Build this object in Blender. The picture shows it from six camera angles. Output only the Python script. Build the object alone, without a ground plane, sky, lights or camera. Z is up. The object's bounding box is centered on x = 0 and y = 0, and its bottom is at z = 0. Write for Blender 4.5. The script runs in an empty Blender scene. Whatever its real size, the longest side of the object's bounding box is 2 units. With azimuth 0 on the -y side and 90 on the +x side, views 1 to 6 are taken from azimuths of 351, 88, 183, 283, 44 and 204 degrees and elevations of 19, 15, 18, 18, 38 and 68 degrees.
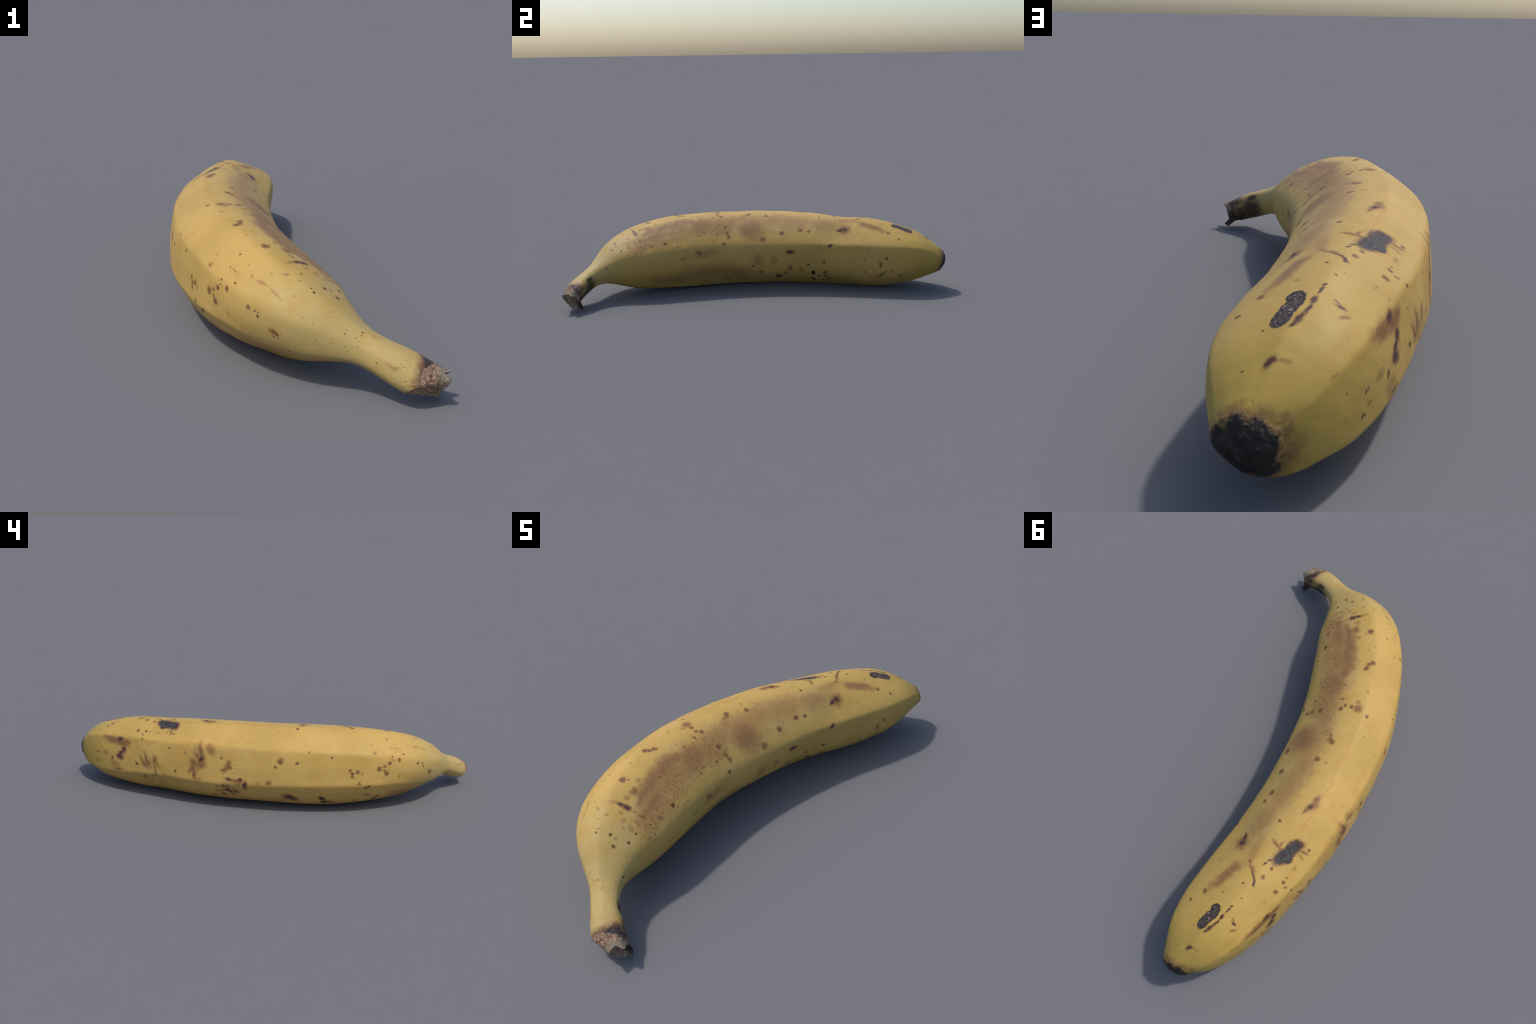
# A single ripe banana lying on its side: a five-ridged peel lofted along a bent
# spine, a tapering stem with a torn, flared stub, and a blunt black blossom tip.
import bpy, math
import numpy as np
from mathutils import noise, Vector

# ---------------------------------------------------------------- shape rules
# Spline control points from the stem end (first) to the blossom end (last).
SPINE = [
    (0.3876, -1.0607, 0.0228),
    (0.3156, -0.9571, 0.0580),
    (0.2193, -0.9209, 0.1093),
    (0.1319, -0.8558, 0.1452),
    (0.0491, -0.7763, 0.1552),
    (-0.0109, -0.6805, 0.1656),
    (-0.0614, -0.5767, 0.1783),
    (-0.1027, -0.4707, 0.1859),
    (-0.1291, -0.3577, 0.1879),
    (-0.1518, -0.2438, 0.1924),
    (-0.1628, -0.1274, 0.1921),
    (-0.1592, -0.0110, 0.1896),
    (-0.1491, 0.1047, 0.1860),
    (-0.1370, 0.2197, 0.1848),
    (-0.1178, 0.3344, 0.1858),
    (-0.0920, 0.4473, 0.1853),
    (-0.0616, 0.5591, 0.1824),
    (-0.0354, 0.6719, 0.1771),
    (0.0053, 0.7805, 0.1770),
    (0.0304, 0.8929, 0.1718),
    (0.0813, 0.9913, 0.1634),
    (0.1919, 1.0735, 0.1587),
]
# direction in which the fruit runs at each control point
HEADING = [
    (-0.886, 0.352, 0.547),
    (-0.780, 0.411, 0.418),
    (-0.870, 0.296, 0.454),
    (-0.812, 0.599, 0.146),
    (-0.710, 0.712, 0.016),
    (-0.466, 0.895, 0.102),
    (-0.400, 0.910, 0.076),
    (-0.240, 0.980, -0.005),
    (-0.152, 0.985, -0.005),
    (-0.113, 0.997, 0.003),
    (0.016, 1.002, -0.002),
    (0.097, 0.996, 0.001),
    (0.092, 0.996, -0.001),
    (0.088, 0.996, 0.005),
    (0.135, 0.992, -0.004),
    (0.218, 0.977, -0.017),
    (0.237, 0.971, -0.026),
    (0.268, 0.965, -0.002),
    (0.283, 0.957, 0.005),
    (0.129, 1.004, -0.069),
    (0.704, 0.821, -0.040),
    (-0.202, 1.008, -0.123),
]
# Section at each control point: mean radius, then pairs of waves round the
# section (sideways, up) of order 1 to 4, then the rise of the five ridges.
SECTION = [
    (0.0432, -0.0000, 0.0019, 0.0182, 0.0056, 0.0001, -0.0000, 0.0001, -0.0000, 0.0020, 0.0020, 0.0020, 0.0020, 0.0020),
    (0.0499, -0.0016, 0.0006, 0.0118, 0.0063, 0.0002, 0.0002, 0.0002, -0.0001, 0.0023, 0.0020, 0.0020, 0.0020, 0.0017),
    (0.0534, -0.0031, -0.0043, -0.0020, 0.0045, -0.0015, 0.0013, -0.0012, 0.0000, 0.0025, 0.0022, 0.0023, 0.0020, 0.0018),
    (0.0436, 0.0017, -0.0050, 0.0011, -0.0002, -0.0010, 0.0005, 0.0011, 0.0013, 0.0002, 0.0014, 0.0022, 0.0021, 0.0015),
    (0.1116, 0.0034, 0.0161, 0.0059, -0.0032, 0.0022, 0.0031, -0.0016, 0.0024, 0.0042, 0.0064, 0.0065, 0.0068, 0.0035),
    (0.1531, -0.0023, 0.0122, 0.0053, -0.0149, 0.0004, 0.0103, 0.0059, -0.0011, 0.0075, 0.0083, 0.0107, 0.0098, 0.0091),
    (0.1693, -0.0045, 0.0060, 0.0061, -0.0082, 0.0046, 0.0029, 0.0001, 0.0011, 0.0094, 0.0119, 0.0148, 0.0107, 0.0169),
    (0.1816, -0.0050, 0.0047, 0.0063, -0.0035, 0.0051, -0.0015, 0.0012, 0.0022, 0.0138, 0.0110, 0.0203, 0.0092, 0.0215),
    (0.1859, -0.0065, 0.0025, 0.0025, 0.0001, 0.0047, -0.0025, 0.0007, 0.0002, 0.0149, 0.0096, 0.0203, 0.0088, 0.0225),
    (0.1882, -0.0065, 0.0033, 0.0023, 0.0011, 0.0046, -0.0011, 0.0008, -0.0004, 0.0143, 0.0086, 0.0173, 0.0084, 0.0226),
    (0.1875, -0.0029, 0.0050, 0.0042, 0.0003, 0.0046, 0.0001, 0.0021, -0.0002, 0.0142, 0.0090, 0.0149, 0.0093, 0.0218),
    (0.1861, -0.0042, 0.0072, 0.0029, 0.0016, 0.0045, -0.0014, 0.0002, -0.0001, 0.0153, 0.0111, 0.0178, 0.0095, 0.0209),
    (0.1833, -0.0077, 0.0079, 0.0013, 0.0037, 0.0024, -0.0033, -0.0005, 0.0009, 0.0190, 0.0124, 0.0218, 0.0108, 0.0189),
    (0.1802, -0.0089, 0.0070, -0.0013, 0.0036, 0.0025, -0.0019, -0.0013, 0.0019, 0.0225, 0.0129, 0.0223, 0.0103, 0.0167),
    (0.1775, -0.0065, 0.0042, -0.0046, 0.0033, 0.0007, -0.0019, -0.0006, 0.0007, 0.0248, 0.0096, 0.0207, 0.0111, 0.0149),
    (0.1723, -0.0028, -0.0018, 0.0012, -0.0049, 0.0003, -0.0012, 0.0042, -0.0047, 0.0270, 0.0016, 0.0210, 0.0139, 0.0136),
    (0.1730, -0.0038, -0.0026, -0.0040, -0.0015, 0.0040, -0.0025, -0.0010, 0.0007, 0.0230, 0.0071, 0.0166, 0.0152, 0.0128),
    (0.1655, 0.0021, -0.0019, -0.0018, 0.0005, 0.0015, -0.0001, 0.0008, 0.0026, 0.0181, 0.0106, 0.0105, 0.0108, 0.0115),
    (0.1528, -0.0055, -0.0044, 0.0046, -0.0009, 0.0056, 0.0023, -0.0037, -0.0003, 0.0158, 0.0076, 0.0117, 0.0088, 0.0105),
    (0.1148, -0.0035, -0.0046, 0.0035, 0.0039, 0.0036, 0.0035, 0.0005, 0.0012, 0.0118, 0.0100, 0.0120, 0.0098, 0.0113),
    (0.0327, 0.0082, -0.0050, 0.0027, 0.0071, 0.0010, 0.0018, 0.0022, -0.0006, 0.0116, 0.0109, 0.0108, 0.0101, 0.0113),
    (-0.0747, 0.0010, -0.0034, -0.0070, 0.0017, -0.0002, -0.0007, 0.0000, -0.0007, 0.0103, 0.0108, 0.0107, 0.0108, 0.0107),
]
# Where each ridge runs: (share of length, angle round the section in degrees);
# 0 = inner side of the bend, 90 = top, 180 = outer side, 270 = underneath.
RIDGES = {
    'inner':      [(0, 38), (.14, 36), (.2, 23), (.3, 17), (.5, 15), (.6, 18), (.75, 21), (.87, 24), (.93, 28), (1, 36)],
    'top':        [(0, 112), (.25, 110), (.5, 108), (.7, 105), (.85, 100), (.95, 93), (1, 90)],
    'outer_high': [(0, 157), (.1, 156), (.25, 153), (.35, 149), (.5, 147), (.7, 147), (.8, 144), (.95, 146), (1, 148)],
    'outer_low':  [(0, 208), (.1, 205), (.19, 198), (.26, 190), (.35, 190), (.5, 195), (.7, 195), (.8, 199), (.87, 205), (.93, 210), (1, 212)],
    'under':      [(0, 318), (.1, 312), (.25, 300), (.35, 296), (.5, 288), (.65, 281), (.75, 282), (.85, 288), (.95, 297), (1, 300)],
}
RIDGE_WIDTH, RIDGE_ROUND = 18.0, 4.0
CREST = (.0008, .0010, .0030, .0040, .0030)        # sharp crest added on each ridge


def spline_weights(x, n):
    """Uniform cubic B-spline weights of n control points at shares x of the length."""
    u = np.asarray(x, float) * (n - 3)
    i = np.clip(np.floor(u).astype(int), 0, n - 4)
    f = u - i
    w = np.stack([(1 - f) ** 3, 3 * f ** 3 - 6 * f ** 2 + 4, -3 * f ** 3 + 3 * f ** 2 + 3 * f + 1, f ** 3], 1) / 6
    a = np.zeros((len(u), n))
    for k in range(4):
        np.add.at(a, (np.arange(len(u)), i + k), w[:, k])
    return a


def ridge_paths():
    grid = np.linspace(0, 1, 200)
    paths = []
    for marks in RIDGES.values():
        p = np.interp(grid, [m[0] for m in marks], [m[1] for m in marks])
        for _ in range(8):
            p = np.concatenate([p[:1], .25 * p[:-2] + .5 * p[1:-1] + .25 * p[2:], p[-1:]])
        paths.append(p)
    return grid, paths


GRID, PATHS = ridge_paths()


def surface(along, around):
    """Points of the peel at shares of the length and angles (degrees); arrays of equal size."""
    along, around = np.asarray(along, float).ravel(), np.asarray(around, float).ravel()
    w = spline_weights(along, len(SPINE))
    c, t, sec = w @ np.array(SPINE), w @ np.array(HEADING), w @ np.array(SECTION)
    t /= np.linalg.norm(t, axis=1)[:, None]
    up = np.array([0, 0, 1.]) - t * t[:, 2:3]
    up /= np.linalg.norm(up, axis=1)[:, None]
    side = np.cross(t, up)
    a = np.radians(around)
    r = sec[:, 0].copy()
    for h in range(1, 5):
        r += sec[:, 2 * h - 1] * np.cos(h * a) + sec[:, 2 * h] * np.sin(h * a)
    for k, path in enumerate(PATHS):
        d = (around - np.interp(along, GRID, path) + 180) % 360 - 180
        rnd = np.interp(along, [.3, .6], [2 * RIDGE_ROUND, RIDGE_ROUND]) if k == 0 else RIDGE_ROUND
        r += sec[:, 9 + k] * np.exp(-(np.sqrt(d * d + rnd * rnd) - rnd) / RIDGE_WIDTH)
        crest = CREST[k] * np.interp(along, [.2, .32, .92, .985], [0, 1, 1, .5])
        r += crest * (np.exp(-(np.sqrt(d * d + 4) - 2) / 6) - .12)
    return c + (np.cos(a) * r)[:, None] * side + (np.sin(a) * r)[:, None] * up


def fbm(p, scale, octaves=3, seed=0.0):
    return noise.fractal(Vector(p) * scale + Vector((seed, -seed, 2 * seed)), 1.0, 2.0, octaves)

# ---------------------------------------------------------------- peel surface
N_AROUND, N_ALONG = 288, 620
ANGLES = np.arange(N_AROUND) * 360 / N_AROUND


def loop_interp(x, marks, period=360.0):
    """Smooth closed interpolation of (angle, value...) marks at angles x."""
    m = sorted(marks)
    ang = np.array([q[0] for q in m], float)
    val = np.array([q[1:] for q in m], float)
    n = len(ang)
    out = []
    for q in np.asarray(x, float) % period:
        i = (np.searchsorted(ang, q, side='right') - 1) % n
        p0, p1, p2, p3 = (val[(i + k) % n] for k in (-1, 0, 1, 2))
        a1, a2 = ang[i], ang[(i + 1) % n]
        f = ((q - a1) % period) / (((a2 - a1) % period) or period)
        out.append(.5 * (2 * p1 + (p2 - p0) * f + (2 * p0 - 5 * p1 + 4 * p2 - p3) * f * f + (3 * p1 - p0 - 3 * p2 + p3) * f ** 3))
    return np.array(out)


# the peel ends on a slanting torn line round the stem: (angle, share of length)
PEEL_END = [(0, .008), (20, .014), (60, .019), (90, .022), (120, .027), (140, .028), (160, .026), (178, .023), (200, .030), (225, .030), (255, .022), (285, .013), (315, .008)]
# outline of the torn stub's end face, flared into prongs: (angle, x, y, z)
STUB_FACE = [(0, .338, -.905, .060), (40, .348, -.925, .086), (72, .362, -.944, .093), (100, .336, -.962, .097),
             (150, .340, -.990, .091), (185, .330, -.983, .066), (220, .322, -.960, .027), (262, .337, -.936, .021),
             (295, .350, -.911, .021), (318, .332, -.893, .015), (340, .328, -.898, .036)]

# rim of the black blossom scar: (angle, x, y, z)
TIP_RIM = [(16, .124, .970, .170), (34, .113, .973, .190), (58, .095, .976, .205), (82, .068, .977, .214), (125, .026, .975, .200),
           (151, .004, .972, .184), (180, .000, .972, .154), (208, .001, .970, .121), (230, .014, .967, .098), (250, .036, .963, .087),
           (273, .063, .964, .092), (311, .091, .967, .113), (340, .109, .969, .132), (356, .121, .969, .148)]
TIP_APEX, TIP_SHARE, TIP_BLEND = np.array((.058, 1.000, .152)), .983, .925

peel_end = loop_interp(ANGLES, PEEL_END)[:, 0]
peel_end = peel_end + np.array([.0012 * fbm((math.cos(a), math.sin(a), 0), 5.0, 3, 3.3) for a in np.radians(ANGLES)])
ease = np.linspace(0, 1, N_ALONG)
rows = [peel_end + (TIP_SHARE - peel_end) * e for e in ease]
along = np.array(rows)                        # N_ALONG x N_AROUND
around = np.tile(ANGLES, (N_ALONG, 1))
peel = surface(along, around).reshape(N_ALONG, N_AROUND, 3)

# blossom end: the last rows lean into the rim of the scar, then a low dome closes it
rim = loop_interp(ANGLES, TIP_RIM)
w = np.clip((along - TIP_BLEND) / (TIP_SHARE - TIP_BLEND), 0, 1)
w = (w ** 2 * (3 - 2 * w))[..., None]
peel = peel + w * (rim - peel[-1])[None]
N_TIP = 26
cap = []
for k in range(1, N_TIP + 1):
    f = k / N_TIP
    rise = TIP_APEX - rim.mean(0)
    cap.append(rim.mean(0) + (rim - rim.mean(0)) * (1 - f) + rise * (1 - (1 - f) ** 2.4))
body = np.concatenate([peel, np.array(cap)])
n_rows = len(body)


def vertex_normals(grid):
    gi = np.gradient(grid, axis=0)
    gj = np.roll(grid, -1, 1) - np.roll(grid, 1, 1)
    n = np.cross(gj, gi)
    n /= np.linalg.norm(n, axis=2)[..., None] + 1e-12
    return n if ((grid - grid.mean(1, keepdims=True)) * n).sum() > 0 else -n


nrm = vertex_normals(body)


# ---------------------------------------------------------------- relief
flat = body.reshape(-1, 3)
fn = nrm.reshape(-1, 3)
push = np.zeros(len(flat))
for q, p in enumerate(flat):
    row, col = divmod(q, N_AROUND)
    d = .0014 * fbm(p, 7.0, 3, 1.7) + .0005 * fbm(p, 30.0, 2, 5.1)
    if row >= N_ALONG - 6:                       # crumpled, scabby blossom scar
        k = min(1.0, (row - (N_ALONG - 6)) / 8)
        d += k * (.0022 * fbm(p, 40.0, 3, 9.1) + .0014 * abs(fbm(p, 95.0, 2, 2.2)))
    if row < 30:                                  # dried lip of the peel at the stem
        k = (1 - row / 30) ** 2
        d += k * .0016 * fbm(p, 90.0, 2, 4.4)
    push[q] = d
flat = flat + fn * push[:, None]
flat[:, 2] = np.maximum(flat[:, 2], 0.0)
body = flat.reshape(n_rows, N_AROUND, 3)
nrm = vertex_normals(body)


# ---------------------------------------------------------------- torn stub
face = loop_interp(ANGLES, STUB_FACE)
lip = body[0]
lip_centre = lip.mean(0)
N_STUB, N_FACE = 44, 26
stub_rows = [lip]
for k in range(1, N_STUB + 1):
    f = k / N_STUB
    waist = 1 - .03 * math.sin(math.pi * f) - .04 * math.exp(-f * 9)
    mid = lip + (face - lip) * f
    c = lip_centre + (face.mean(0) - lip_centre) * f
    stub_rows.append(c + (mid - c) * waist)
face_axis = np.array((.93, -.33, .05)); face_axis /= np.linalg.norm(face_axis)
for k in range(1, N_FACE + 1):
    f = k / N_FACE
    c = face.mean(0) - face_axis * .010
    stub_rows.append(face + (c - face) * f - face_axis * .006 * math.sin(math.pi * f))
stub = np.array(stub_rows)
sn = vertex_normals(stub)
for r in range(1, len(stub)):
    for col in range(N_AROUND):
        p = stub[r, col]
        f = min(1.0, r / 8) * (1 if r < N_STUB else max(0.0, 1 - (r - N_STUB) / N_FACE))
        d = .0030 * fbm(p, 38.0, 3, 6.6) + .0022 * (abs(fbm(p, 85.0, 3, 8.8)) - .25)
        stub[r, col] = p + sn[r, col] * d * f
stub[..., 2] = np.maximum(stub[..., 2], .001)

# ---------------------------------------------------------------- objects
scene_collection = bpy.context.scene.collection
banana = bpy.data.objects.new('banana', None)
scene_collection.objects.link(banana)
banana['label'] = 'ripe yellow banana with brown spots and torn stem'
banana['category'] = 'fruit'


def grid_faces(row_from, row_to):
    r = np.arange(row_from, row_to)[:, None]
    c = np.arange(N_AROUND)[None]
    c2 = (c + 1) % N_AROUND
    return np.stack([r * N_AROUND + c, r * N_AROUND + c2, (r + 1) * N_AROUND + c2, (r + 1) * N_AROUND + c], 2).reshape(-1, 4)


def make_part(name, grid, normals, row_from, row_to, materials, slots=None, close=False):
    faces = grid_faces(row_from, row_to)
    used = np.arange(row_from * N_AROUND, (row_to + 1) * N_AROUND)
    verts = grid.reshape(-1, 3)[used]
    faces = faces - row_from * N_AROUND
    poly = [tuple(int(v) for v in f) for f in faces]
    mesh = bpy.data.meshes.new(name)
    a, b, c = verts[faces[len(faces) // 2][:3]]
    if np.dot(np.cross(b - a, c - b), normals.reshape(-1, 3)[used][faces[len(faces) // 2][0]]) < 0:
        poly = [p[::-1] for p in poly]
    mesh.from_pydata([tuple(v) for v in verts], [], poly)
    for m in materials:
        mesh.materials.append(m)
    if slots is not None:
        mesh.polygons.foreach_set('material_index', np.repeat(np.asarray(slots, np.int32), N_AROUND))
    mesh.polygons.foreach_set('use_smooth', np.ones(len(poly), dtype=bool))
    mesh.update()
    n = normals.reshape(-1, 3)[used]
    mesh.normals_split_custom_set_from_vertices([tuple(v) for v in n])
    ob = bpy.data.objects.new(name, mesh)
    scene_collection.objects.link(ob)
    ob.parent = banana
    return ob


# ---------------------------------------------------------------- blemishes
# A round mark lies on the peel at (share of length, angle round, radius in mm), a long
# one at (share of length, angle round, half length, half width in mm, turn from the
# fruit's length in degrees).
MARKS = {
    'eye_spot': [
        (0.176, 200, 6.3), (0.218, 160, 8.2), (0.255, 156, 8.6), (0.264, 104, 14.4), (0.272, 160, 10.2),
        (0.276, 174, 11.4), (0.28, 164, 7.3), (0.28, 170, 6.1), (0.289, 168, 13.9), (0.305, 192, 9),
        (0.31, 194, 10.4), (0.326, 172, 11), (0.326, 224, 11.1), (0.331, 106, 12.9), (0.335, 102, 9.8),
        (0.335, 174, 9.9), (0.335, 178, 8.8), (0.339, 170, 9.1), (0.343, 100, 11.2), (0.347, 98, 7),
        (0.431, 84, 8), (0.431, 92, 9.9), (0.435, 162, 8.6), (0.439, 20, 7.3), (0.439, 80, 11.6),
        (0.439, 112, 8.7), (0.444, 20, 6.8), (0.448, 52, 13.2), (0.464, 162, 9.3), (0.473, 168, 7.6),
        (0.51, 86, 12.7), (0.523, 342, 8.9), (0.544, 328, 11.9), (0.552, 80, 13.7), (0.561, 172, 8.7),
        (0.569, 198, 8.6), (0.577, 198, 9.1), (0.582, 160, 7.1), (0.582, 322, 5.8), (0.594, 40, 13.5),
        (0.594, 200, 6.6), (0.603, 324, 10.9), (0.615, 340, 7.7), (0.64, 46, 13.6), (0.64, 338, 6.7),
        (0.644, 188, 9.8), (0.644, 330, 10), (0.661, 44, 10.1), (0.661, 344, 9.2), (0.686, 82, 8.4),
        (0.686, 186, 7.6), (0.699, 132, 7.9), (0.699, 302, 7.8), (0.703, 350, 11.1), (0.753, 214, 6),
        (0.762, 110, 7.9), (0.766, 132, 8.6), (0.782, 108, 9.8), (0.787, 132, 10.2), (0.808, 334, 8.3),
        (0.82, 180, 9.8), (0.849, 180, 7.9), (0.849, 314, 5.7), (0.849, 348, 6.9), (0.862, 4, 8.9),
        (0.862, 56, 10.6), (0.862, 338, 6), (0.874, 336, 7.1), (0.887, 44, 7.9), (0.895, 324, 8.4),
    ],
    'pin_dot': [
        (0.033, 176, 1.5), (0.038, 148, 1.2), (0.05, 130, 1.3), (0.079, 180, 2.1), (0.092, 202, 1.9),
        (0.105, 116, 2.6), (0.105, 124, 1.7), (0.105, 126, 1.7), (0.105, 144, 1.7), (0.105, 158, 1.4),
        (0.105, 180, 1.3), (0.109, 138, 1.9), (0.109, 168, 1.1), (0.109, 182, 0.9), (0.113, 28, 4),
        (0.113, 150, 1.3), (0.113, 176, 1.5), (0.117, 168, 1.9), (0.121, 132, 1.2), (0.121, 134, 1.2),
        (0.121, 142, 2.2), (0.13, 168, 1.5), (0.138, 114, 1.2), (0.142, 120, 1.7), (0.142, 164, 1),
        (0.142, 168, 0.9), (0.142, 174, 1), (0.146, 170, 1.9), (0.151, 80, 6.4), (0.151, 148, 1.7),
        (0.163, 56, 6.1), (0.163, 146, 1.6), (0.167, 90, 6), (0.167, 112, 4.3), (0.172, 110, 3.5),
        (0.18, 130, 2), (0.18, 174, 2.3), (0.184, 52, 4.7), (0.184, 174, 2.5), (0.184, 176, 3.1),
        (0.184, 180, 2.3), (0.188, 180, 2.3), (0.197, 162, 1.9), (0.205, 160, 2.5), (0.205, 164, 4.5),
        (0.209, 160, 3.2), (0.218, 42, 4.1), (0.238, 328, 3.7), (0.247, 0, 2.7), (0.247, 148, 3.5),
        (0.255, 154, 2.7), (0.259, 326, 3.7), (0.264, 140, 1.7), (0.264, 156, 2), (0.268, 98, 3.4),
        (0.268, 140, 2.3), (0.268, 152, 3.7), (0.268, 156, 3.1), (0.272, 126, 3.7), (0.272, 154, 1.9),
        (0.28, 34, 8.7), (0.297, 146, 2), (0.297, 148, 2.6), (0.322, 186, 3.5), (0.372, 154, 4.1),
        (0.414, 148, 3.6), (0.423, 38, 4.3), (0.46, 158, 2.2), (0.473, 118, 2.9), (0.49, 142, 2.5),
        (0.657, 146, 2.7), (0.69, 18, 3.5), (0.699, 154, 4.6), (0.741, 200, 4.9), (0.757, 132, 3.3),
        (0.766, 146, 4.5), (0.778, 184, 6), (0.782, 182, 4.9), (0.808, 0, 3.6), (0.812, 94, 4),
        (0.816, 14, 3.5), (0.824, 108, 1.8), (0.828, 346, 2.4), (0.833, 104, 3.3), (0.9, 176, 4.4),
        (0.904, 194, 5.6), (0.916, 74, 2.9), (0.929, 166, 2.2), (0.933, 334, 2.8), (0.958, 68, 2.3),
        (0.962, 326, 3), (0.971, 206, 2),
    ],
    'brown_mark': [
        (0.021, 154, 13.4, 4.2, -72), (0.025, 134, 14.5, 5.2, -56), (0.025, 150, 25.5, 4.5, -61), (0.188, 174, 12.8, 7, -29), (0.222, 56, 15.1, 5.7, -76),
        (0.243, 36, 10.3, 6, -77), (0.255, 84, 14.8, 10.9, -27), (0.285, 224, 20.1, 13, 70), (0.322, 188, 8.2, 3.1, -2), (0.372, 10, 13.1, 9.4, -23),
        (0.372, 226, 16.6, 11.8, -51), (0.418, 78, 10.9, 3.9, 90), (0.431, 100, 14.9, 13, -56), (0.439, 220, 14.3, 11.3, 65), (0.452, 38, 13.4, 6.9, -64),
        (0.456, 32, 11.1, 8.3, -88), (0.456, 216, 19.9, 15, 13), (0.464, 160, 13.2, 10.6, 6), (0.485, 190, 11.9, 8.4, 13), (0.506, 82, 10.3, 8.1, -74),
        (0.531, 200, 11.6, 8.3, 84), (0.548, 28, 13.3, 11.2, -81), (0.548, 190, 18.1, 5.7, -4), (0.552, 208, 15, 12, -65), (0.561, 212, 19.1, 9.5, -69),
        (0.565, 166, 11.2, 8.5, 36), (0.569, 172, 23.7, 8.1, 56), (0.577, 176, 9.2, 5.6, -9), (0.577, 206, 18.4, 5, 16), (0.582, 216, 14.2, 9.5, -52),
        (0.582, 308, 9.7, 6.4, 88), (0.594, 210, 11.1, 5.3, -40), (0.603, 220, 9.2, 7.4, -51), (0.615, 334, 11.3, 9.7, 44), (0.623, 104, 16.1, 9.9, -9),
        (0.628, 156, 43.2, 9.7, -81), (0.628, 172, 20.3, 14.1, 18), (0.636, 104, 23.8, 11.9, -22), (0.636, 160, 14.1, 6.2, -51), (0.644, 170, 19.7, 13.6, -45),
        (0.644, 182, 23.9, 7.6, -81), (0.649, 100, 13.5, 4.2, -17), (0.649, 178, 22.9, 8.1, 63), (0.69, 316, 10.2, 7.6, -46), (0.707, 128, 18, 5.3, -76),
        (0.707, 316, 10.4, 9.1, -66), (0.707, 328, 12.9, 9.5, 82), (0.715, 306, 13.7, 8.3, 57), (0.72, 100, 11.5, 4.5, -18), (0.724, 96, 20.5, 5.3, 79),
        (0.732, 174, 18, 10.4, -87), (0.732, 186, 21.3, 3.5, 90), (0.732, 194, 9.8, 3.9, -55), (0.749, 180, 10.7, 5.6, 83), (0.753, 54, 24.3, 20.7, 15),
        (0.753, 174, 25.5, 6.4, -73), (0.762, 60, 13.3, 3.4, 57), (0.762, 180, 27.3, 5.6, -50), (0.762, 204, 11.6, 9.1, 86), (0.77, 138, 6.4, 4.6, -36),
        (0.774, 84, 9.1, 4.9, 58), (0.782, 92, 17.9, 5.3, 65), (0.808, 152, 20, 11.9, -11), (0.82, 154, 32.7, 12.3, -4), (0.833, 198, 23.4, 4.3, 7),
        (0.849, 150, 35.9, 15.1, -2), (0.849, 182, 8.2, 6.7, -80), (0.849, 328, 25.8, 7.7, 43), (0.849, 354, 8, 6.7, -89), (0.858, 148, 32, 9.8, -4),
        (0.87, 116, 8, 2.2, 58), (0.883, 126, 9.7, 4.1, -31), (0.895, 176, 4.6, 3.6, -73), (0.979, 102, 3, 1.5, 35),
    ],
    'dark_tick': [
        (0.259, 140, 15, 1.2, -3), (0.452, 308, 18.6, 5.8, 9), (0.498, 310, 25.3, 5.2, 3), (0.9, 194, 12.4, 1.9, -44),
    ],
    'faint_fleck': [
        (0.05, 152, 15.4, 1.6, -6), (0.092, 104, 7.9, 2.6, -17), (0.163, 80, 7.4, 5.9, 56), (0.184, 74, 10.4, 5, 63), (0.188, 62, 15.6, 10.5, 56),
        (0.188, 112, 5.2, 4.1, -64), (0.197, 78, 11.4, 8.9, -79), (0.197, 102, 8, 5.3, -75), (0.205, 58, 17.4, 7.4, 67), (0.205, 202, 14.1, 7.5, -56),
        (0.209, 46, 7.9, 4, 81), (0.209, 86, 10.6, 6.7, 76), (0.222, 70, 6.9, 6.3, 47), (0.222, 98, 22.4, 8.5, -86), (0.226, 38, 6.6, 4.1, 82),
        (0.238, 88, 13.3, 12, 17), (0.247, 148, 6.1, 3.6, 9), (0.251, 178, 11, 4.9, -74), (0.255, 158, 4.1, 3.4, -11), (0.259, 86, 13.8, 9.8, 57),
        (0.276, 88, 12, 9.6, 27), (0.28, 180, 5.3, 4.5, -42), (0.297, 108, 5.3, 4.6, -50), (0.297, 148, 11, 7.5, -7), (0.301, 136, 4.8, 3.9, 21),
        (0.301, 138, 5.3, 3.2, 62), (0.305, 100, 4.9, 4, 86), (0.305, 210, 25, 13.7, -24), (0.318, 174, 9.7, 6.9, -83), (0.326, 4, 18.2, 8.3, 7),
        (0.331, 180, 5.5, 4.5, -81), (0.372, 154, 8.2, 6.8, 0), (0.393, 106, 12.1, 4.4, 33), (0.414, 196, 4.5, 3.4, -90), (0.418, 98, 11.8, 8.4, -61),
        (0.469, 228, 16.4, 10.9, -76), (0.506, 192, 11.1, 5.9, -7), (0.544, 194, 13, 11, -27), (0.552, 92, 9.5, 5, -77), (0.552, 168, 11.7, 2.4, -16),
        (0.607, 150, 29.4, 19.7, -44), (0.64, 192, 35.2, 5.8, 2), (0.699, 164, 4.9, 4.4, 67), (0.711, 194, 9.6, 5, -6), (0.715, 50, 11.4, 3.1, -27),
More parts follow.
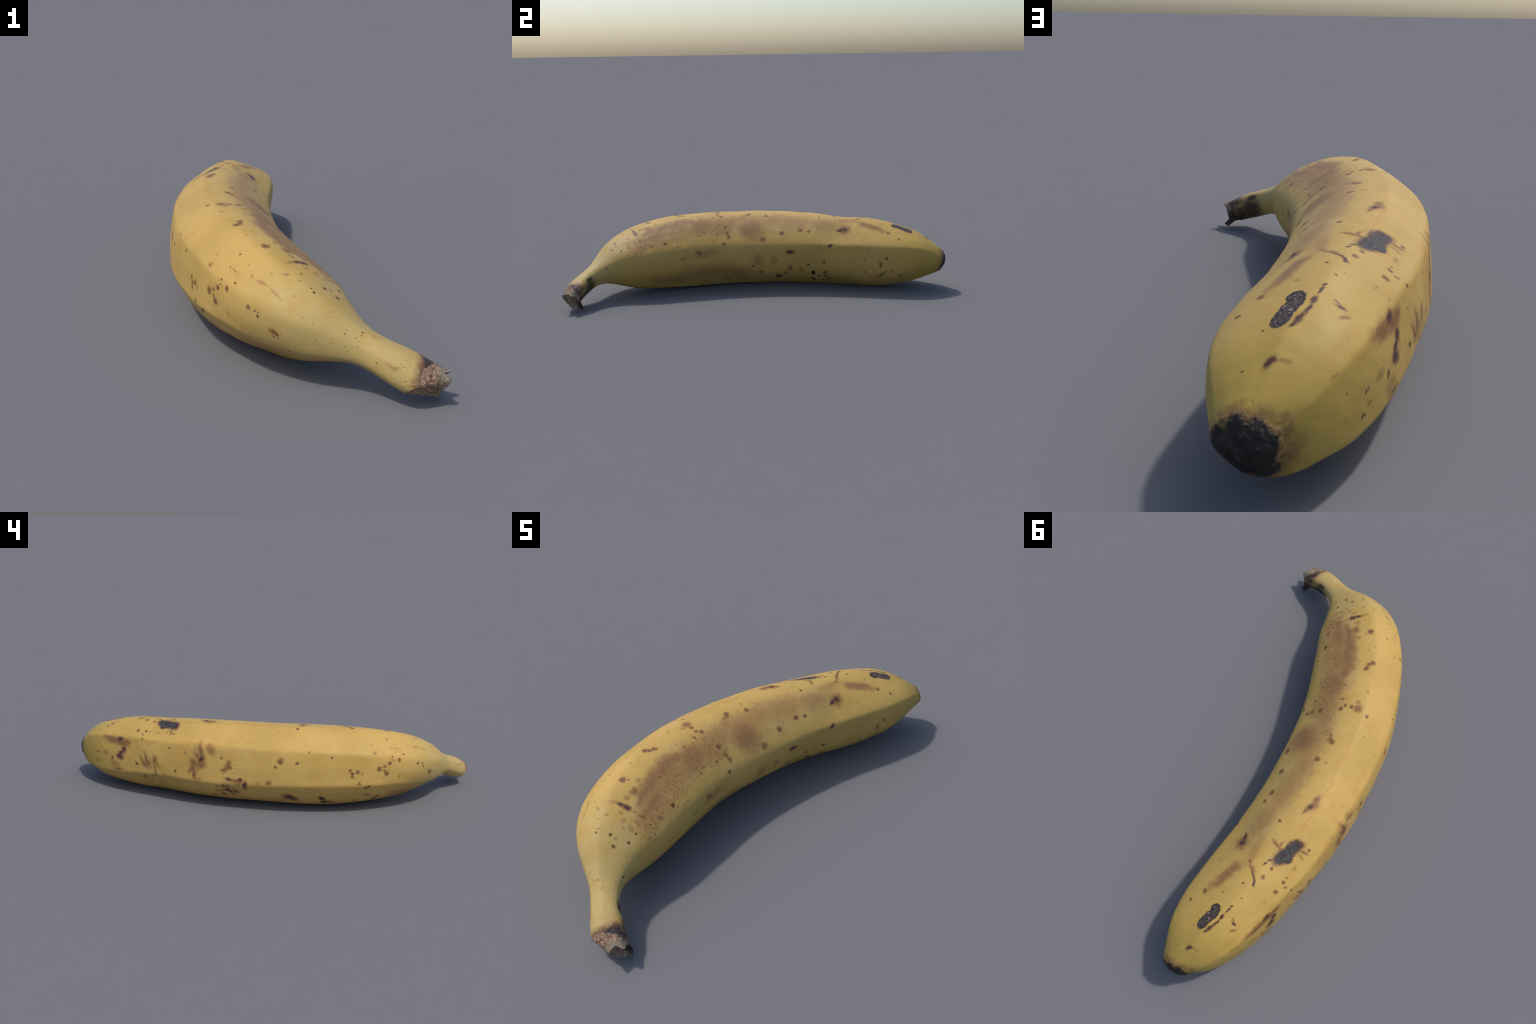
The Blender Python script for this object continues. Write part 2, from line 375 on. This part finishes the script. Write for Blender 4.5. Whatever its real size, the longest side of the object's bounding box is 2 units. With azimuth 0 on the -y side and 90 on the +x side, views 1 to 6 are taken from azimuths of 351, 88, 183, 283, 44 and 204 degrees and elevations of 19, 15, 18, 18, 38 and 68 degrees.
        (0.715, 128, 20.7, 6.6, 80), (0.724, 182, 18.8, 7, -77), (0.732, 218, 10.6, 5.1, 52), (0.736, 132, 12.9, 7.6, 8), (0.753, 42, 12.1, 4, 88),
        (0.778, 158, 11.2, 3.4, -11), (0.799, 42, 7, 4.5, 4), (0.799, 310, 6.9, 5.3, 76), (0.812, 130, 5.5, 2.8, -74), (0.824, 156, 49.7, 10, -5),
        (0.841, 192, 34.6, 19.9, -8), (0.845, 80, 7.7, 5.1, -60), (0.866, 176, 16.4, 7, 11), (0.87, 174, 22, 10.4, 16), (0.874, 342, 4.4, 3.5, -89),
        (0.891, 188, 10.7, 5.4, 11), (0.946, 106, 15.4, 5.5, -68),
    ],
    'dark_blotch': [
        (0.222, 82, 14.5, 9.6, 85), (0.222, 90, 13, 7.4, 85), (0.385, 226, 14.9, 13.4, -23), (0.389, 216, 19.6, 10.2, -53), (0.448, 216, 25.6, 14.8, -34),
        (0.531, 194, 12.8, 8.6, 61), (0.54, 188, 9, 7.7, 36), (0.565, 188, 10.4, 5.7, -12), (0.569, 206, 13.4, 8.8, -46), (0.586, 314, 15.8, 10.4, -13),
        (0.615, 8, 17.9, 9.7, 6), (0.628, 164, 16.4, 8.7, 49), (0.64, 102, 10.8, 6.6, -30), (0.703, 116, 24.8, 14.4, -66), (0.72, 20, 12.3, 5.8, 29),
        (0.741, 52, 15.9, 7.4, 33), (0.753, 54, 13.3, 10.2, -77), (0.753, 102, 6.6, 2.9, -36), (0.762, 100, 7.4, 3.2, -19), (0.791, 98, 16.7, 3.1, 54),
        (0.799, 104, 14, 3.8, 35), (0.803, 104, 6.1, 3.8, 15), (0.816, 164, 13.9, 10.6, 13), (0.824, 170, 20.3, 7.8, 34), (0.828, 148, 17.4, 10, 14),
        (0.828, 176, 16.8, 12.4, 4), (0.854, 102, 6.1, 2.5, -23), (0.862, 102, 12.7, 3.7, -3), (0.866, 102, 7.2, 2.2, 4), (0.874, 120, 9.6, 4.6, -86),
        (0.879, 102, 11.6, 4.7, 2), (0.891, 102, 15.4, 3.4, -3), (0.904, 100, 18.9, 5.3, -13), (0.912, 98, 8.6, 3.7, -24), (0.95, 94, 12.4, 5.9, -20),
    ],
    'tan_scratch': [
        (0.197, 138, 35.7, 5, -13), (0.218, 124, 6.1, 5.1, -25), (0.218, 136, 28.1, 7.1, 8), (0.234, 136, 9.2, 6.2, -49), (0.268, 186, 7.6, 2.3, 22),
        (0.556, 180, 19.3, 2.3, 18), (0.665, 158, 11.9, 8.2, 57), (0.711, 70, 10.6, 1.9, -52), (0.715, 62, 21.1, 3.1, -58), (0.937, 146, 13, 2.9, -6),
    ],
    'grey_graze': [
        (0.205, 116, 12.6, 7.3, 49),
    ],
    'bruise': [
        (0.029, 42, 18.2, 15.2, -90), (0.029, 86, 25.2, 5.1, 77), (0.255, 56, 51.2, 16.2, 7), (0.259, 72, 41.7, 13.8, 11), (0.285, 74, 64.7, 20, 10),
        (0.326, 74, 58.5, 24.9, 5), (0.356, 74, 30.5, 16.2, 4), (0.385, 62, 40.5, 31.9, 86), (0.519, 46, 52.1, 39.2, 39), (0.799, 70, 24.7, 17.8, -19),
        (0.82, 68, 58.4, 17.7, -16),
    ],
    'mottled_rub': [
        (0.218, 46, 71.3, 46.9, 17), (0.305, 48, 153.2, 62.7, 6), (0.385, 56, 86.5, 55.2, 50), (0.435, 54, 88.4, 64, 22), (0.494, 76, 29.6, 23.9, -7),
    ],
    'tan_wash': [
        (0.063, 168, 18.9, 5.3, 5), (0.222, 238, 94, 39, -31), (0.25, 52, 80, 50, 0), (0.3, 325, 110, 40, 0), (0.305, 328, 49.7, 27.7, 5),
        (0.33, 62, 70, 30, -4), (0.33, 62, 120, 62, 8), (0.377, 332, 77.5, 31, 5), (0.38, 55, 60, 36, 0), (0.389, 8, 54.1, 13.7, 3),
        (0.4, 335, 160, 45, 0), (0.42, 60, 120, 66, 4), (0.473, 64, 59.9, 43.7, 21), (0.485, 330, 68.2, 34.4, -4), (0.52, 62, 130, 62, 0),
        (0.536, 66, 90.3, 45, 8), (0.536, 354, 30.9, 27.3, -84), (0.552, 192, 40.4, 16.6, -7), (0.569, 170, 20.8, 15.3, 36), (0.569, 204, 36.8, 27.5, -27),
        (0.57, 70, 70, 46, 10), (0.577, 354, 23.4, 18, -88), (0.603, 152, 25.8, 16.8, -59), (0.62, 66, 120, 55, 0), (0.623, 66, 51.7, 43.5, 29),
        (0.632, 160, 45.3, 26.4, -67), (0.64, 60, 60, 40, 0), (0.644, 176, 32.2, 20.2, -74), (0.649, 64, 60.8, 43.2, 27), (0.682, 66, 41.4, 29.7, -11),
        (0.7, 62, 90, 40, 0), (0.749, 78, 71.4, 19.9, 4), (0.753, 180, 29, 19.3, -15), (0.824, 154, 33.9, 16.8, -6), (0.824, 172, 30.2, 21.2, 23),
    ],
    'grey_scab': [
        (0.715, 114, 37.4, 20.4, -18), (0.732, 112, 43.8, 23.3, -21), (0.732, 118, 19.2, 16.2, -29),
    ],
    'wrinkled_scab': [
        (0.874, 88, 22, 18.3, -19), (0.891, 88, 56.7, 20.5, -13), (0.904, 86, 28.9, 20.7, -15),
    ],
    'black_fleck': [
        (0.674, 304, 19.3, 10.4, -65), (0.674, 324, 22.4, 13.5, 81),
    ],
    'dried_patch': [
        (0.017, 40, 16.5, 12.6, 38), (0.021, 38, 20.6, 14.8, -89), (0.025, 68, 20.8, 10.2, 77), (0.025, 80, 18.3, 13.7, 62), (0.025, 102, 12.9, 6.3, -86),
        (0.025, 336, 30.6, 24.4, -72), (0.05, 342, 47, 36.6, 5), (0.059, 32, 20.5, 11.4, 13),
    ],
    'orange_line': [
        (0.515, 108, 48.2, 5.4, 0), (0.519, 106, 118.4, 13.7, 3), (0.565, 108, 67.8, 7.4, 5), (0.586, 146, 102.8, 10.1, -1), (0.611, 108, 177.1, 9.6, 1),
        (0.661, 172, 104.1, 56.4, -28), (0.669, 108, 95.2, 5.9, -2), (0.669, 146, 134.6, 12.4, 1), (0.745, 148, 99.8, 10, 0), (0.883, 148, 118.2, 12.5, 6),
        (0.908, 136, 64.6, 13.9, 0),
    ],
    'pale_band': [
        (0.17, 62, 90, 52, 0), (0.25, 60, 110, 75, 0), (0.36, 62, 130, 85, 0), (0.48, 62, 130, 85, 0), (0.6, 62, 130, 85, 0),
        (0.7, 62, 120, 75, 0),
    ],
}

# base colours (linear)
YELLOW_A, YELLOW_B = (.54, .345, .098), (.48, .310, .082)
YELLOW_TIP, YELLOW_NECK = (.385, .268, .045), (.455, .335, .125)
ORANGE, WASH = (.44, .245, .055), (.315, .168, .060)
BROWN, BROWN_DEEP, PIN = (.205, .098, .038), (.098, .044, .028), (.090, .042, .018)
HALO = (.34, .19, .060)
BRUISE, FAINT, SCRATCH = (.235, .120, .050), (.26, .145, .042), (.31, .165, .055)
DARK, DRIED = (.078, .035, .032), (.040, .024, .020)
PALE = (.445, .315, .125)
TIP_EDGE = .946
STEM_AXIS, COLLAR = (.87, -.30, -.39), .478



class Graph:
    """Small helper for wiring a material's nodes."""

    def __init__(self, name):
        self.mat = bpy.data.materials.new(name)
        self.mat.use_nodes = True
        self.t = self.mat.node_tree
        self.t.nodes.clear()
        self.out = self.t.nodes.new('ShaderNodeOutputMaterial')
        self.bsdf = self.t.nodes.new('ShaderNodeBsdfPrincipled')
        self.t.links.new(self.bsdf.outputs[0], self.out.inputs[0])
        self.pos = self.t.nodes.new('ShaderNodeTexCoord').outputs['Object']

    def put(self, socket, v):
        if hasattr(v, 'links') or isinstance(v, bpy.types.NodeSocket):
            self.t.links.new(v, socket)
        else:
            socket.default_value = v

    def math(self, op, a, b=None, c=None, clamp=False):
        n = self.t.nodes.new('ShaderNodeMath')
        n.operation = op
        n.use_clamp = clamp
        for i, v in enumerate((a, b, c)):
            if v is not None:
                self.put(n.inputs[i], v)
        return n.outputs[0]

    def vec(self, op, a, b=None, scale=None):
        n = self.t.nodes.new('ShaderNodeVectorMath')
        n.operation = op
        self.put(n.inputs[0], a)
        if b is not None:
            self.put(n.inputs[1], b)
        if scale is not None:
            self.put(n.inputs['Scale'], scale)
        return n.outputs['Value'] if op in ('DISTANCE', 'LENGTH', 'DOT_PRODUCT') else n.outputs['Vector']

    def noise(self, p, scale, detail=2.0, rough=.5, colour=False, distortion=0.0):
        n = self.t.nodes.new('ShaderNodeTexNoise')
        self.put(n.inputs['Vector'], p)
        n.inputs['Scale'].default_value = scale
        n.inputs['Detail'].default_value = detail
        n.inputs['Roughness'].default_value = rough
        n.inputs['Distortion'].default_value = distortion
        return n.outputs['Color' if colour else 'Fac']

    def cells(self, p, scale, out='Distance'):
        n = self.t.nodes.new('ShaderNodeTexVoronoi')
        self.put(n.inputs['Vector'], p)
        n.inputs['Scale'].default_value = scale
        return n.outputs[out], n.outputs['Color']

    def fade(self, v, lo, hi, a=0.0, b=1.0):
        n = self.t.nodes.new('ShaderNodeMapRange')
        n.interpolation_type = 'SMOOTHSTEP'
        self.put(n.inputs['Value'], v)
        n.inputs['From Min'].default_value = lo
        n.inputs['From Max'].default_value = hi
        n.inputs['To Min'].default_value = a
        n.inputs['To Max'].default_value = b
        return n.outputs[0]

    def mix(self, f, a, b):
        n = self.t.nodes.new('ShaderNodeMix')
        n.data_type = 'RGBA'
        self.put(n.inputs['Factor'], f)
        for s, v in ((n.inputs[6], a), (n.inputs[7], b)):
            self.put(s, v if isinstance(v, bpy.types.NodeSocket) else tuple(v) + (1.0,))
        return n.outputs[2]

    def mapping(self, p, loc, rot, scale):
        n = self.t.nodes.new('ShaderNodeMapping')
        n.vector_type = 'TEXTURE'
        self.put(n.inputs['Vector'], p)
        n.inputs['Location'].default_value = loc
        n.inputs['Rotation'].default_value = rot
        n.inputs['Scale'].default_value = scale
        return n.outputs[0]

    def bump(self, height, strength, distance, prev=None):
        n = self.t.nodes.new('ShaderNodeBump')
        n.inputs['Strength'].default_value = strength
        n.inputs['Distance'].default_value = distance
        self.put(n.inputs['Height'], height)
        if prev is not None:
            self.put(n.inputs['Normal'], prev)
        return n.outputs[0]


def local_frame(share, angle):
    e = .004
    pts = surface([share, share - e, share + e, share, share], [angle, angle, angle, angle - 2, angle + 2])
    t = pts[2] - pts[1]
    t /= np.linalg.norm(t)
    a = pts[4] - pts[3]
    n = np.cross(t, a)
    n /= np.linalg.norm(n)
    c = surface([share], [angle + 180])[0]
    if np.dot(n, pts[0] - c) < 0:
        n = -n
    return pts[0], t, np.cross(n, t), n


from mathutils import Matrix


def mark_field(g, p, marks, stretch):
    """Nearest normalised distance to the given marks: 0 in a mark's middle, 1 at its edge."""
    field = None
    for share, angle, half_len, *rest in marks:
        half_wid, turn = rest or (half_len, 0)
        reach = (half_len * .001 * 1.7 + .02) / 2.6
        if not stretch[0] - reach <= share <= stretch[1] + reach:
            continue
        c, t, a, n = local_frame(share, angle)
        k = math.radians(turn)
        u = t * math.cos(k) + a * math.sin(k)
        v = np.cross(n, u)
        half_len, half_wid = half_len * .001, half_wid * .001
        if half_len < 1.35 * half_wid:
            r = math.sqrt(half_len * half_wid)
            d = g.math('MULTIPLY', g.vec('DISTANCE', p, tuple(c)), 1 / r)
        else:
            rot = Matrix((u, v, n)).transposed().to_euler('XYZ')
            d = g.vec('LENGTH', g.mapping(p, tuple(c), tuple(rot), (half_len, half_wid, max(half_wid, .03))))
        field = d if field is None else g.math('MINIMUM', field, d)
    return field


BEND_CENTRE, BEND_RADIUS = (1.12, .02), 1.26      # circle the fruit's middle follows


def peel_material(name, stretch):
    g = Graph(name)
    p = g.pos
    # fibre coordinates: stretched along the bend, so grain runs with the fruit
    sep = g.t.nodes.new('ShaderNodeSeparateXYZ')
    g.put(sep.inputs[0], p)
    dx = g.math('SUBTRACT', sep.outputs[0], BEND_CENTRE[0])
    dy = g.math('SUBTRACT', sep.outputs[1], BEND_CENTRE[1])
    run = g.math('MULTIPLY', g.math('ARCTAN2', dy, g.math('MULTIPLY', dx, -1.0)), BEND_RADIUS)
    rad = g.math('SQRT', g.math('ADD', g.math('MULTIPLY', dx, dx), g.math('MULTIPLY', dy, dy)))
    comb = g.t.nodes.new('ShaderNodeCombineXYZ')
    for i, v in enumerate((g.math('MULTIPLY', run, .12), rad, sep.outputs[2])):
        g.put(comb.inputs[i], v)
    fibre = comb.outputs[0]

    coarse = g.noise(p, 3.2, 3.0)
    grain = g.noise(fibre, 120.0, 3.0, .6)
    fine = g.noise(p, 260.0, 2.0, .6)
    wob1 = g.vec('SUBTRACT', g.noise(p, 85.0, 3.0, .65, True), (.5, .5, .5))
    pw = g.vec('ADD', p, g.vec('SCALE', wob1, scale=.011))
    wob2 = g.vec('SUBTRACT', g.noise(p, 60.0, 4.0, .7, True), (.5, .5, .5))
    pr = g.vec('ADD', p, g.vec('SCALE', wob2, scale=.017))
    wob3 = g.vec('SUBTRACT', g.noise(p, 16.0, 3.0, .55, True), (.5, .5, .5))
    ps = g.vec('ADD', p, g.vec('SCALE', wob3, scale=.05))
    ragged = g.math('SUBTRACT', g.noise(fibre, 95.0, 4.0, .7), .5)
    patchy = g.noise(p, 45.0, 4.0, .65)

    # ground colour
    col = g.mix(g.fade(coarse, .38, .64), YELLOW_A, YELLOW_B)
    col = g.mix(g.fade(sep.outputs[1], .62, 1.0, 0, .75), col, YELLOW_TIP)
    col = g.mix(g.fade(sep.outputs[1], -.88, -.66, .9, 0), col, YELLOW_NECK)
    col = g.mix(g.fade(grain, .35, .75, 0, .16), col, (.40, .235, .07))
    col = g.mix(g.fade(fine, .5, .8, 0, .12), col, (.42, .25, .075))
    col = g.mix(g.fade(g.noise(p, 14.0, 3.0, .6), .48, .72, 0, .50), col, (.46, .265, .064))

    def layer(kind, q, colour, lo, hi, amount, rough=0.0, source=None):
        nonlocal col
        f = mark_field(g, q, MARKS[kind], stretch)
        if f is None:
            return None, None
        if rough:
            f = g.math('MULTIPLY_ADD', source if source is not None else ragged, rough, f)
        m = g.fade(f, lo, hi, amount, 0.0)
        col = g.mix(m, col, colour)
        return f, m

    layer('pale_band', ps, PALE, .30, 1.35, .70, .5, g.math('SUBTRACT', patchy, .5))
    layer('orange_line', ps, ORANGE, .1, 1.5, .6, .8)
    layer('tan_wash', ps, WASH, .15, 1.75, .76, 1.5, g.math('SUBTRACT', patchy, .5))
    layer('bruise', ps, WASH, .8, 2.1, .75, .8, g.math('SUBTRACT', patchy, .5))
    layer('bruise', ps, BRUISE, .25, 1.6, .76, 1.8, g.math('SUBTRACT', patchy, .5))
    # fine brown mottling inside rubbed areas
    f = mark_field(g, ps, MARKS['mottled_rub'], stretch)
    if f is not None:
        zone = g.fade(f, .35, 1.4, 1.0, 0.0)
        fleck = g.fade(g.noise(p, 105.0, 2.0, .6), .50, .62)
        pd = g.vec('ADD', p, g.vec('SCALE', wob1, scale=.006))
        dots = g.fade(g.cells(pd, 75.0)[0], .16, .27, 1.0, 0.0)
        wide = g.fade(f, .8, 1.75, 1.0, 0.0)
        big, hue = g.cells(pd, 42.0)
        sh = g.t.nodes.new('ShaderNodeSeparateColor')
        g.put(sh.inputs[0], hue)
        pepper = g.fade(g.math('SUBTRACT', big, g.fade(sh.outputs[1], .30, 1.0, -.05, .26)), -.02, .03, 1.0, 0.0)
        col = g.mix(g.math('MULTIPLY', wide, g.math('MULTIPLY', pepper, g.fade(sh.outputs[2], 0, 1, .5, 1.0))), col, BROWN_DEEP)
        col = g.mix(g.math('MULTIPLY', zone, .45), col, WASH)
        col = g.mix(g.math('MULTIPLY', g.math('MULTIPLY', zone, fleck), .50), col, BROWN)
        col = g.mix(g.math('MULTIPLY', g.math('MULTIPLY', zone, dots), .55), col, BROWN_DEEP)
    layer('faint_fleck', pw, FAINT, .45, 1.4, .66, .5)
    layer('tan_scratch', pw, SCRATCH, .3, 1.2, .75, .9)

    # brown eye spots: dark pip, paler ring, soft rim
    layer('brown_mark', pr, HALO, .8, 2.4, .58, 1.8, g.math('SUBTRACT', patchy, .5))
    layer('brown_mark', pr, BROWN, .50, 1.60, .86, 1.9, g.math('SUBTRACT', g.noise(p, 130.0, 3.0, .7), .5))
    f, m = layer('eye_spot', pw, BROWN, .62, 1.22, .88, .55)
    if f is not None:
        col = g.mix(g.math('MULTIPLY', m, g.fade(f, .18, .55, .72, 0.0)), col, BROWN_DEEP)
        col = g.mix(g.math('MULTIPLY', m, g.fade(f, .55, .85, 0.0, .25)), col, BROWN_DEEP)
    layer('pin_dot', pw, PIN, .60, 1.60, .92)
    layer('dark_tick', pw, PIN, .4, 1.25, .9, .5)
    f, dark = layer('dark_blotch', pr, BROWN, .8, 2.0, .70, 1.5)
    layer('dark_blotch', pr, DARK, .55, 1.45, .95, 1.3)
    layer('grey_graze', pr, (.20, .13, .09), .3, 1.1, .7, 1.6)
    layer('dried_patch', ps, DRIED, .55, 1.7, .92, .8)
    layer('black_fleck', pw, (.022, .018, .018), .6, 1.1, .95, .3)

    height = g.math('MULTIPLY', grain, .35)
    height = g.math('ADD', height, g.math('MULTIPLY', fine, .25))
    normal = g.bump(height, .35, .002)
    rough = .52

    f = mark_field(g, pr, MARKS['grey_scab'], stretch)
    if f is not None:
        f = g.math('MULTIPLY_ADD', ragged, .75, f)
        rim = g.fade(f, .90, 1.55, .9, 0.0)
        col = g.mix(rim, col, DARK)
        m = g.fade(f, .86, .98, 1.0, 0.0)
        crack = g.fade(g.math('ABSOLUTE', g.math('SUBTRACT', g.noise(p, 22.0, 3.0, .6), .5)), 0.0, .018, 1.0, 0.0)
        inner = g.mix(g.fade(g.noise(p, 60.0, 3.0), .35, .7), (.030, .027, .026), (.062, .054, .050))
        inner = g.mix(g.math('MULTIPLY', crack, .55), inner, (.16, .145, .12))
        col = g.mix(m, col, inner)
        normal = g.bump(g.math('MULTIPLY', m, crack), .5, .003, normal)
    f = mark_field(g, pw, MARKS['wrinkled_scab'], stretch)
    if f is not None:
        f = g.math('MULTIPLY_ADD', ragged, .2, f)
        m = g.fade(f, .88, 1.06, 1.0, 0.0)
        wr = g.noise(g.vec('MULTIPLY', p, (1.0, 1.0, .6)), 70.0, 3.0, .6, False, 1.6)
        wr = g.math('ABSOLUTE', g.math('SUBTRACT', wr, .5))
        inner = g.mix(g.fade(wr, .02, .16), (.045, .033, .029), (.25, .19, .155))
        inner = g.mix(g.fade(f, .6, .9, 0, .75), inner, (.050, .034, .030))
        col = g.mix(m, col, inner)
        normal = g.bump(g.math('MULTIPLY', m, g.math('MULTIPLY', wr, 3.0)), .9, .006, normal)

    # scattered pinhead freckles everywhere
    dist, rnd = g.cells(p, 32.0)
    sr = g.t.nodes.new('ShaderNodeSeparateColor')
    g.put(sr.inputs[0], rnd)
    size = g.fade(sr.outputs[0], .30, 1.0, .0, .125)
    dot = g.fade(g.math('DIVIDE', dist, g.math('MAXIMUM', size, .0001)), .55, 1.0, 1.0, 0.0)
    col = g.mix(g.math('MULTIPLY', dot, .62), col, (.21, .105, .035))

    if stretch[0] == 0:
        # the peel darkens and dries just before the torn stub, widest on its upper side
        d = g.math('ADD', g.vec('DOT_PRODUCT', p, STEM_AXIS), g.math('MULTIPLY', ragged, .020))
        up = g.fade(g.vec('DOT_PRODUCT', p, (.25, .60, .76)), -.520, -.425, -.010, .0)
        up = g.math('ADD', up, g.fade(g.vec('DOT_PRODUCT', p, (.25, .95, 0)), -.800, -.784, 0.0, -.034))
        lvl = g.math('ADD', d, up)
        col = g.mix(g.fade(lvl, COLLAR - .030, COLLAR - .004, 0, .75), col, (.17, .085, .048))
        col = g.mix(g.fade(lvl, COLLAR - .012, COLLAR + .010, 0, .95), col, (.040, .030, .030))
    if stretch[1] >= .99:
        # black scar of the blossom end, ragged at its border
        lvl = g.math('ADD', g.vec('DOT_PRODUCT', p, (.06, .99, -.12)), g.math('MULTIPLY', g.math('SUBTRACT', g.noise(p, 30.0, 5.0, .72), .5), .070))
        m = g.fade(lvl, TIP_EDGE - .002, TIP_EDGE + .010)
        col = g.mix(g.fade(lvl, TIP_EDGE - .030, TIP_EDGE, 0, .75), col, (.15, .075, .035))
        crust = g.mix(g.fade(g.noise(p, 48.0, 4.0, .7), .42, .72), (.015, .012, .011), (.050, .040, .034))
        crust = g.mix(g.fade(g.cells(p, 40.0)[0], .05, .2, .35, 0), crust, (.15, .15, .13))
        col = g.mix(m, col, crust)
        normal = g.bump(g.math('MULTIPLY', m, g.noise(p, 70.0, 4.0, .7)), .55, .006, normal)
    g.put(g.bsdf.inputs['Base Color'], col)
    g.put(g.bsdf.inputs['Normal'], normal)
    g.bsdf.inputs['Roughness'].default_value = rough
    g.bsdf.inputs['Specular IOR Level'].default_value = .22
    return g.mat


def stub_material():
    g = Graph('torn_stem_fibre')
    p = g.pos
    big = g.noise(p, 22.0, 4.0, .6, False, .8)
    small = g.noise(p, 75.0, 4.0, .65, False, 1.4)
    col = g.mix(g.fade(big, .35, .66), (.15, .090, .060), (.33, .205, .135))
    col = g.mix(g.fade(small, .42, .64, 0, .55), col, (.44, .30, .20))
    col = g.mix(g.fade(small, .50, .36, 0, .70), col, (.085, .045, .036))
    # broken end face is greyer
    end = g.math('ADD', g.vec('DOT_PRODUCT', p, (.93, -.33, .05)), g.math('MULTIPLY', big, .02))
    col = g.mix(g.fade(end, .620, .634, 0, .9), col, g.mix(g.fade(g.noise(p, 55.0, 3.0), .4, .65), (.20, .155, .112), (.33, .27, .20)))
    # dark prong below and dark rim where the peel has dried on
    prong = g.fade(g.vec('DISTANCE', p, (.333, -.896, .020)), .016, .032, .9, 0)
    col = g.mix(prong, col, (.075, .040, .034))
    col = g.mix(g.fade(g.math('ADD', g.vec('DISTANCE', p, (.305, -.915, .112)), g.math('MULTIPLY', small, .02)), .028, .045, .9, 0), col, (.045, .036, .036))
    back = g.fade(g.vec('DISTANCE', p, (.295, -.885, .045)), .035, .06, .85, 0)
    col = g.mix(back, col, (.06, .045, .035))
    g.put(g.bsdf.inputs['Base Color'], col)
    g.put(g.bsdf.inputs['Normal'], g.bump(small, .8, .006, g.bump(big, .5, .01)))
    g.bsdf.inputs['Roughness'].default_value = .85
    g.bsdf.inputs['Specular IOR Level'].default_value = .15
    return g.mat


# ---------------------------------------------------------------- assembly
STRETCHES = [(0, .15), (.15, .21), (.21, .28), (.28, .36), (.36, .44), (.44, .52), (.52, .58), (.58, .63), (.63, .68),
             (.68, .73), (.73, .79), (.79, .86), (.86, 1.0)]
skins = [peel_material('banana_skin', s) for s in STRETCHES]
row_share = np.concatenate([along.mean(1), np.ones(N_TIP)])
slot = np.array([min(sum(x >= s[1] for s in STRETCHES), len(STRETCHES) - 1) for x in row_share])
stem_row = int(np.searchsorted(row_share[:N_ALONG], STRETCHES[0][1]))
tip_row = N_ALONG - 8
make_part('stem', body, nrm, 0, stem_row, skins[:1])
make_part('peel', body, nrm, stem_row, tip_row, skins[1:], np.clip(slot[stem_row + 1:tip_row + 1] - 1, 0, len(STRETCHES) - 2))
make_part('blossom_tip', body, nrm, tip_row, n_rows - 1, skins[-1:])
make_part('stem_stub', stub, vertex_normals(stub), 0, len(stub) - 1, [stub_material()])
